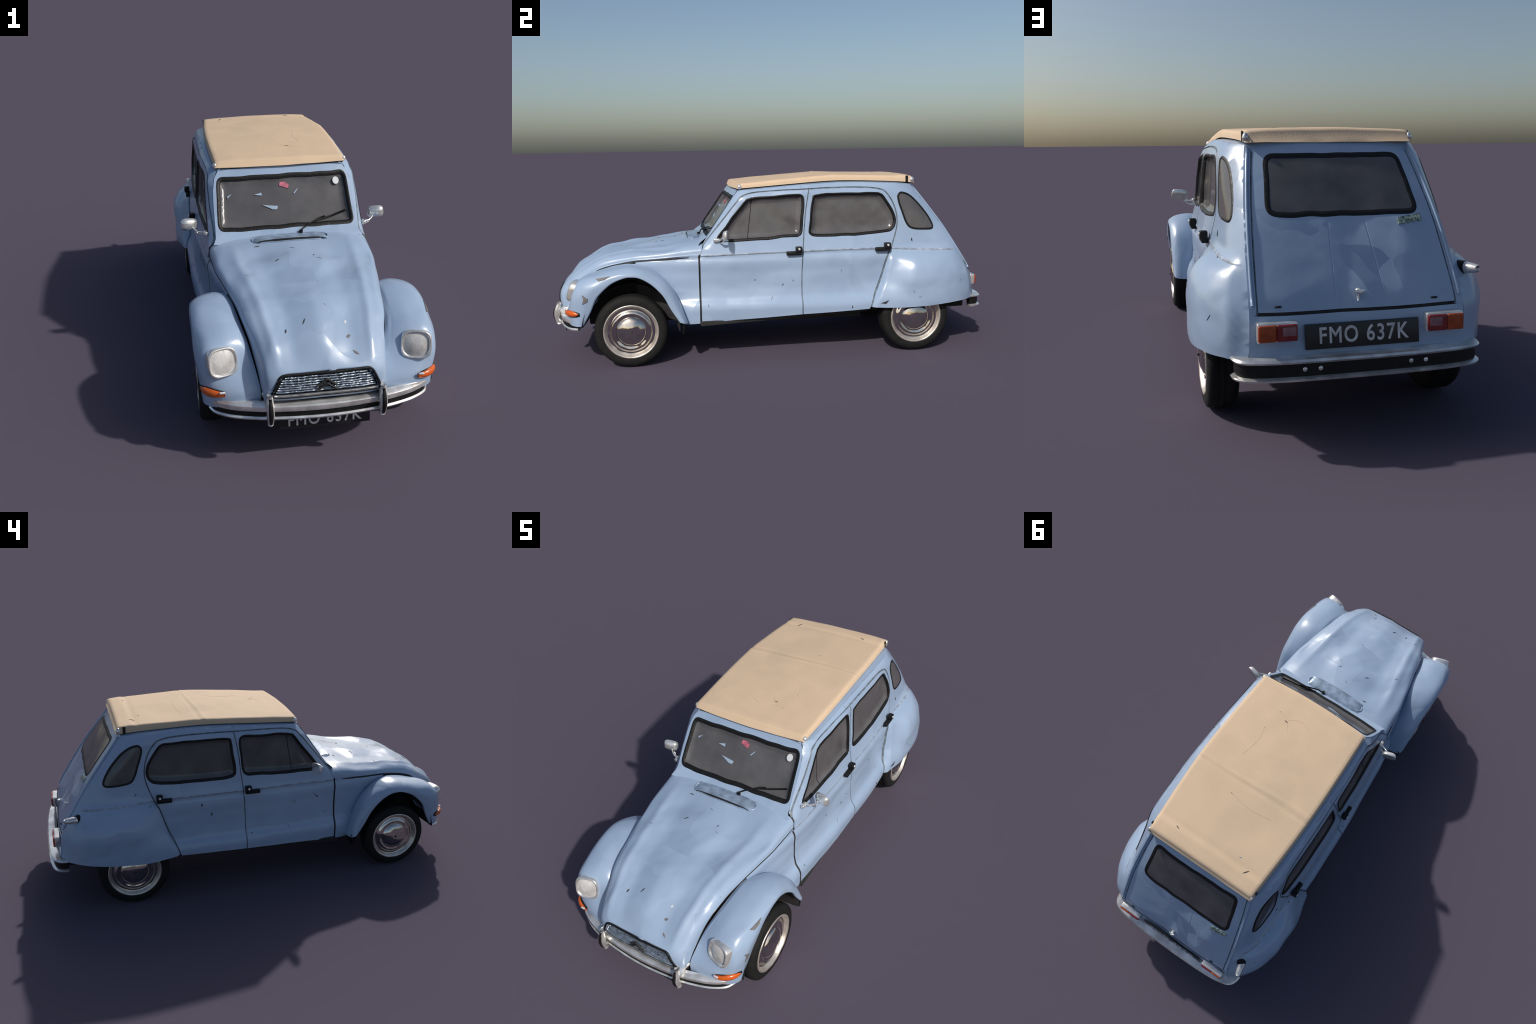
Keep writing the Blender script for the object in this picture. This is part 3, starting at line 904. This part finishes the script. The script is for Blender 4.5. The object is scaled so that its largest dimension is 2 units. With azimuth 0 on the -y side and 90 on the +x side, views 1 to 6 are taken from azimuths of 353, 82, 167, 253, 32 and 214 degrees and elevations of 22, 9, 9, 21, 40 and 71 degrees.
for x in (.16, .12, -.12, -.16):
    V, F = sphere((x, .988, .210), .0062, 8, (1, .5, 1)); mk("bumper_bolt", V, F, CHROME, RB)
for s in (1, -1):
    # overriders: curved chrome horns with a black rubber face
    secs = []; rsec = []
    for k in range(11):
        t = k/10; z = .160+.100*t
        y = -.986-.010*math.sin(PI*min(1, t*1.05))+.006*t; w = .0115*(.55+.45*math.sin(PI*(.12+.76*t))); d = .030*(.6+.4*math.sin(PI*(.1+.8*t)))
        sec = []
        for q in range(12):
            a = 2*PI*q/12
            sec.append((s*.174+w*math.cos(a)*1.1, y+.012+d*.5*math.sin(a), z))
        secs.append(sec)
        rsec.append([(s*.174+w*.62*math.cos(2*PI*q/10), y+.012-d*.47+.004*math.sin(2*PI*q/10), z*.86+.21*.14) for q in range(10)])
    V, F = sweep(None, secs); ov = mk("overrider", V, F, CHROME, FB)
    V, F = sweep(None, rsec); mk("overrider_rubber", V, F, RUBBER, ov)
    V, F = tube([(s*.174, -.965, .222), (s*.178, -.935, .232), (s*.185, -.905, .230)], [.014, .011, .010], 8); mk("bumper_bracket", V, F, CHROME, FB)

# front plate below the bumper
V, F = box((0, 0, 0), (.286, .005, .062), .002)
tf = Matrix.Translation((0, -.9475, .1505)) @ Matrix.Rotation(math.radians(-6), 4, 'X')
fp = mk("number_plate", xf(V, tf), F, PLATE, FB)
text("FMO 637K", .232, .040, LETTER, fp, tf @ Matrix.Translation((0, -.0028, -.001)) @ Matrix.Rotation(PI/2, 4, 'X'))

# ------------------------------------------------------------------ grille
def nose_y(x, z):
    """y of the bonnet nose at (x, z)"""
    W = BV[54:, :, :].reshape(-1, 3)
    d = (W[:, 0]-x)**2+(W[:, 2]-z)**2
    i = np.argpartition(d, 4)[:4]; w = 1/(d[i]+1e-7)
    return float((W[i, 1]*w).sum()/w.sum())
def nose_surf(x, z, o): return (x, nose_y(x, z)-o, z)
def grille():
    hw = grille_half
    # black recess plate
    nx, nz = 41, 9; V = []
    for k in range(nz):
        z = .243+.081*k/(nz-1)
        for i in range(nx):
            x = hw(z)*(-1+2*i/(nx-1)); V.append((x, nose_y(x, z)+.012, z))
    g = mk("grille", V, grid_faces(nz, nx), SEAM)
    # black frame bead
    ring = resample(round_poly([(-.170, .246), (.170, .246), (.168, .258), (.140, .319), (-.140, .319), (-.168, .256)], .022, 6), .008, True)
    pts = [(p[0], nose_y(p[0], p[1])-.001, p[1]) for p in ring]
    V, F = tube(pts+[pts[0]], .0042, 8); mk("grille_frame", V, F, RUBBER, g)
    # bars
    for k in range(7):
        z = .262+.0078*k
        w = hw(z)-.010
        pts = [(x, nose_y(x, z)+.004-.003*noise.noise(Vector((x*60, z*90, 2))), z+.0016*noise.noise(Vector((x*45, z*50, 7)))) for x in np.linspace(-w, w, 45)]
        V, F = tube(pts, .0028, 6); mk("grille_bar", V, F, GRILLE, g)
    for k in range(14):
        x = -.125+.25*k/13
        pts = [(x+.002*noise.noise(Vector((x*50, z*50, 1))), nose_y(x, z)+.005, z) for z in np.linspace(.260, .312, 6)]
        V, F = tube(pts, .0014, 5); mk("grille_upright", V, F, GRILLE, g)
    # double chevron emblem
    for dz in (.0, -.014):
        pts = [(x, nose_y(x, .285)-.001, .300+dz-.75*abs(x)) for x in np.linspace(-.030, .030, 13)]
        V, F = tube(pts, .0042, 6); mk("chevron_emblem", V, F, SEAM, g)
    # lower bar and dark intake under the bonnet nose
    V, F = tube([(x, nose_y(x, .25)-.004, .2525) for x in np.linspace(-.16, .16, 25)], .0045, 6); mk("grille_lower_bar", V, F, STEEL, g)
grille()

# ------------------------------------------------------------------ headlights and indicators
def headlight(s):
    # local frame: +Z out of the lens
    fwd = Vector((-s*.30, -1, .30)).normalized()
    up = Vector((0, 0, 1)); right = up.cross(fwd).normalized(); up = fwd.cross(right)
    M = Matrix.Translation((s*.305, -.882, .337)) @ Matrix.Scale(1.1, 4) @ Matrix((( right.x, up.x, fwd.x, 0), (right.y, up.y, fwd.y, 0), (right.z, up.z, fwd.z, 0), (0, 0, 0, 1)))
    def ring(r, depth, n=36, e=3.6):
        out = []
        for k in range(n):
            a = 2*PI*k/n; c, q = math.cos(a), math.sin(a)
            d = (abs(c)**e+abs(q)**e)**(-1/e)
            out.append((r*d*c*1.02, r*d*q*.98, depth))
        return out
    rows = [ring(.034, -.075), ring(.0405, -.035), ring(.0425, -.012), ring(.0425, .004), ring(.0405, .0095), ring(.0375, .0095, 36, 3), ring(.0345, .003, 36, 2.6), ring(.033, -.004, 36, 2.6)]
    V = [p for r in rows for p in r]; F = grid_faces(len(rows), 36, False, True)
    h = mk("headlight", xf(V, M), F, CHROME)
    rows = [ring(.0372-.0372*t*.999, .009*(1-(1-t)**2)+.003, 36, 2.8-.7*t) for t in np.linspace(0, 1, 8)]
    V = [p for r in rows for p in r]; F = grid_faces(len(rows), 36, False, True)
    mk("headlight_lens", xf(V, M), F, LENS, h)
    # painted pod behind
    rows = [ring(.047*k, d, 36, 3.0) for d, k in ((-.018, .86), (-.026, .93), (-.05, .93), (-.09, .8))]
    V = [p for r in rows for p in r]
    mk("headlight_pod", xf(V, M), grid_faces(len(rows), 36, False, True), PAINT, h)
    # indicator under it
    path = [np.array((s*.303, -.921, .246)), np.array((s*.330, -.913, .246)), np.array((s*.352, -.898, .246)), np.array((s*.366, -.880, .245)), np.array((s*.373, -.862, .244))]
    path = catmull(path, 4); secs = []
    for i, p in enumerate(path):
        t = path[min(i+1, len(path)-1)]-path[max(i-1, 0)]; t /= np.linalg.norm(t); nrm = np.array((t[1], -t[0], 0))*s
        f = math.sin(PI*(.16+.68*i/(len(path)-1)))
        secs.append([p+nrm*(.009*f*math.cos(a)+.001)+np.array((0, 0, .0135*f*math.sin(a))) for a in [2*PI*k/12 for k in range(12)]])
    V, F = sweep(path, secs); mk("front_indicator", V, F, ORANGE, WINGS[s])
    secs = [[p+np.array((0, .003, -.001))+(q-p)*1.12-np.array((0, -.004, 0)) for q in sec] for p, sec in zip(path, secs)]
    V, F = sweep(path, secs); mk("indicator_base", V, F, RUBBER, WINGS[s])
    V, F = box((s*.312, -.9255, .2555), (.018, .006, .006), .002); mk("indicator_screw_cover", V, F, WHITE, WINGS[s])
for s in (1, -1): headlight(s)

# ------------------------------------------------------------------ wheels
tyre_prof = [(-.036, .100), (-.044, .108), (-.047, .124), (-.046, .142), (-.040, .152), (-.030, .1565), (-.012, .158), (-.0085, .155), (-.006, .158), (.006, .158),
             (.0085, .155), (.012, .158), (.030, .1565), (.040, .152), (.046, .142), (.047, .124), (.044, .116), (.036, .112)]
rim_prof = [(.030, .114), (.038, .1185), (.0435, .1185), (.0445, .114), (.041, .110), (.034, .107), (.028, .102)]
disc_prof = [(.029, .104), (.024, .096), (.030, .088), (.036, .082), (.036, .074), (.032, .068), (.033, .064)]
cap_prof = [(.030, .066), (.037, .062), (.043, .052), (.048, .038), (.051, .022), (.052, .010), (.0515, .0045), (.050, .0001)]
back_prof = [(.025, .112), (-.03, .105), (-.034, .06), (-.034, .0001)]
def dimple(V, amp, seed):
    return [(v[0]+amp*noise.noise(Vector((v[1]*30, v[2]*30, seed))), v[1], v[2]) for v in V]
def wheel(x, y, z, s, seed, k=1.0):
    e = bpy.data.objects.new("wheel", None); link(e, CAR); e.location = (x, y, z)
    prof_t = [(a*(.9 if a > 0 else k), r) for a, r in tyre_prof]
    for nm, pr, mat, amp in (("tyre", prof_t, TYRE, 0), ("rim", rim_prof, RIMCREAM, .002), ("wheel_disc", disc_prof, WHEELCHROME, .003),
                             ("hub_cap", cap_prof, WHEELCHROME, .002), ("brake_drum", back_prof, UNDER, 0)):
        V, F = lathe(pr, 56)
        V = dimple(V, amp, seed)
        if s < 0: V, F = mirror(V, F)
        F = [f[::-1] for f in F]
        mk(nm, V, F, mat, e)
    V, F = sphere((s*.0515, 0, 0), .005, 6); mk("hub_nut", V, F, SEAM, e)
for s in (1, -1):
    wheel(s*.339, -.645, .1575, s, 3+s, .75)
    wheel(s*.336, .635, .1575, s, 8+s)

# ------------------------------------------------------------------ mirrors
def door_mirror(s):
    c = np.array((s*.365, -.222, .558)); V = []
    # rounded rectangular shell, slightly dished, facing backwards
    rows = []
    for d, k in ((-.0125, .001), (-.012, .25), (-.011, .62), (-.007, .88), (.0, 1.0), (.004, .98), (.005, .9), (.004, .3), (.004, .001)):
        ring = []
        for q in range(24):
            a = 2*PI*q/24; C, S = math.cos(a), math.sin(a); e = (abs(C)**4+abs(S)**4)**(-.25)
            ring.append(c+np.array((s*(.032*k*e*C)+s*.25*d*0, d*1.3+.25*.030*k*e*C*-1*.0, .0235*k*e*S)))
        rows.append(ring)
    M = Matrix.Translation(Vector(c)) @ Matrix.Rotation(math.radians(-s*16), 4, 'Z') @ Matrix.Rotation(math.radians(-s*6), 4, 'Y') @ Matrix.Translation(-Vector(c))
    V = xf([p for r in rows for p in r], M); F = grid_faces(len(rows), 24, False, True)
    if s < 0: F = [f[::-1] for f in F]
    m = mk("door_mirror", V, F, CHROME, sides[s][0])
    xd = side_x(-.25, .53)
    for a, b in (((xd, -.262, .535), (.352, -.236, .549)), ((xd, -.245, .520), (.345, -.232, .538))):
        p, q = np.array(a), np.array(b); mid = (p+q)/2+np.array((.008, 0, -.006))
        V, F = tube([(s*t[0], t[1], t[2]) for t in catmull([p, mid, q], 5)], .0032, 7); mk("mirror_stem", V, F, CHROME, m)
    V, F = box((s*(xd+.006), -.262, .533), (.016, .030, .016), .005); mk("mirror_bracket", V, F, CHROME, m)
for s in (1, -1): door_mirror(s)

# ------------------------------------------------------------------ fuel filler on the left rear wing
a = np.array((-.300, .838, .418)); b = np.array((-.325, .868, .421)); c = np.array((-.337, .915, .425))
V, F = tube([a, (a+b)/2, b], [.021, .020, .018], 14); fu = mk("fuel_filler", V, F, RUBBER)
V, F = tube([b-(c-b)*.15, b+(c-b)*.15, b+(c-b)*.9, c], [.0155, .0165, .0115, .008], 12); mk("filler_spout", V, F, CHROME, fu)

# ------------------------------------------------------------------ underbody
V, F = box((0, -.02, .175), (.56, .84, .05), .006); ub = mk("underbody", V, F, UNDER)
V, F = box((0, .64, .215), (.50, .56, .10), .006); mk("rear_floor", V, F, UNDER, ub)
V, F = box((0, -.62, .25), (.36, .44, .20), .006); mk("engine_bay", V, F, UNDER, ub)
V, F = box((0, -.905, .195), (.36, .06, .09), .006); mk("front_crossmember", V, F, UNDER, ub)
V, F = box((0, -.645, .155), (.60, .035, .035), .006); mk("front_axle", V, F, UNDER, ub)
V, F = box((0, .635, .155), (.60, .035, .035), .006); mk("rear_axle", V, F, UNDER, ub)
for s in (1, -1):
    V, F = box((0, 0, 0), (.05, .76, .022), .004)
    M = Matrix.Translation((s*.316, .035, .181)) @ Matrix.Rotation(math.radians(2.4), 4, 'X')
    mk("door_sill", xf(V, M), F, UNDER, ub)

# ------------------------------------------------------------------ chipped paint
sf = side_surface(1)
S1, S2 = side_surface(1), (lambda y, z, o: (lambda p: (-p[0], p[1], p[2]))(side_surface(-1)(y, z, o)))
chips_r = [[(.625, .505), (.632, .500), (.631, .512), (.627, .517)], [(.465, .232), (.487, .229), (.5, .246)], [(.335, .212), (.341, .215), (.337, .226)]]
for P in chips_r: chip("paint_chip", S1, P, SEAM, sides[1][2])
chips_l = [[(.315, .44), (.322, .428), (.313, .425)], [(.27, .39), (.277, .372), (.268, .375)], [(-.23, .41), (-.252, .395), (-.250, .389), (-.236, .404)],
           [(.55, .45), (.53, .462), (.548, .453)], [(.60, .51), (.612, .50), (.604, .511)]]
for P in chips_l: chip("paint_chip", S2, P, SEAM, sides[-1][2], flip=True)
for x, y, l, w, a, mt in ((.085, -.885, .016, .010, .3, GREYCHIP), (.085, -.845, .012, .008, .8, WHITE), (-.105, -.862, .014, .006, 1.2, SEAM), (-.045, -.845, .020, .004, 1.0, SEAM),
                          (-.075, -.52, .022, .004, .6, SEAM), (-.13, -.405, .020, .004, .1, SEAM), (.06, -.5, .010, .003, .9, SEAM), (.10, -.925, .020, .007, -.6, GREYCHIP)):
    ca, sa = math.cos(a), math.sin(a)
    P = [(x+ca*u*l-sa*v*w, y+sa*u*l+ca*v*w) for u, v in ((-.5, 0), (-.1, -.5), (.5, -.1), (.2, .5))]
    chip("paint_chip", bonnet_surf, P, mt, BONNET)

from mathutils.bvhtree import BVHTree
def wing_chip(s, pts, mat):
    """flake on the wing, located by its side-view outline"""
    ob = WINGS[s]; t = BVHTree.FromPolygons([v.co for v in ob.data.vertices], [p.vertices for p in ob.data.polygons])
    def f(y, z, o):
        h = t.ray_cast(Vector((s*.6, y, z+.12)), Vector((-s, 0, -.5)).normalized())
        p = h[0] if h[0] else Vector((s*.39, y, z)); n = h[1] if h[0] else Vector((s, 0, 0))
        if n.x*s < 0: n = -n
        return tuple(p+n*(o*1.3+.0008))
    chip("paint_chip", f, pts, mat, ob, flip=(s < 0))
wing_chip(1, [(-.783, .388), (-.770, .374), (-.745, .378), (-.722, .392)], GREYCHIP)
wing_chip(1, [(-.842, .318), (-.818, .300), (-.822, .287), (-.843, .278), (-.836, .298)], GREYCHIP)

# ------------------------------------------------------------------ random scratches and flakes
rng = random.Random(21)
def sliver(u, v, l, w, a):
    ca, sa = math.cos(a), math.sin(a)
    return [(u+ca*p*l-sa*q*w, v+sa*p*l+ca*q*w) for p, q in ((-.5, -.1), (0, -.5), (.5, .1), (.1, .5))]
for k in range(20):
    y = rng.uniform(-.31, .85); z = rng.uniform(.23, .46)
    if y > .40 and y < .56: continue
    sd = rng.choice((1, -1)); P = sliver(y, z, rng.uniform(.008, .022), rng.uniform(.0015, .004), rng.uniform(-.9, 1.8))
    chip("paint_scratch", S1 if sd > 0 else S2, P, rng.choice((SEAM, GUTTER, GREYCHIP)), sides[sd][2], .0012, flip=sd < 0)
for k in range(6):
    x = rng.uniform(-.2, .2); y = rng.uniform(-.86, -.42)
    chip("paint_scratch", bonnet_surf, sliver(x, y, rng.uniform(.008, .02), rng.uniform(.0015, .0035), rng.uniform(-.7, .9)), rng.choice((SEAM, GUTTER, BELTM)), BONNET, .0012)
# creases and marks in the roof cloth
def roof_top(x, y, o):
    return tuple(RT.ray_cast(Vector((x, y, 1.2)), Vector((0, 0, -1)))[0]+Vector((0, 0, o)))
RT = BVHTree.FromPolygons([v.co for v in CAN.data.vertices], [p.vertices for p in CAN.data.polygons])
for pts in ([(-.06, -.03), (.0, -.055), (.06, -.02)], [(.02, .02), (.055, -.03), (.10, -.045)], [(.11, .05), (.10, .12), (.115, .2)], [(-.15, .36), (-.05, .375), (.06, .36)]):
    V, F = tube([roof_top(p[0], p[1], -.0009) for p in catmull(pts, 6)], .0015, 8); mk("cloth_crease", V, F, CREASE, CAN)
for x, y, l, a in ((-.17, .585, .028, .9), (.15, .59, .022, -.4), (.05, -.02, .016, -.2), (-.12, .55, .012, .3)):
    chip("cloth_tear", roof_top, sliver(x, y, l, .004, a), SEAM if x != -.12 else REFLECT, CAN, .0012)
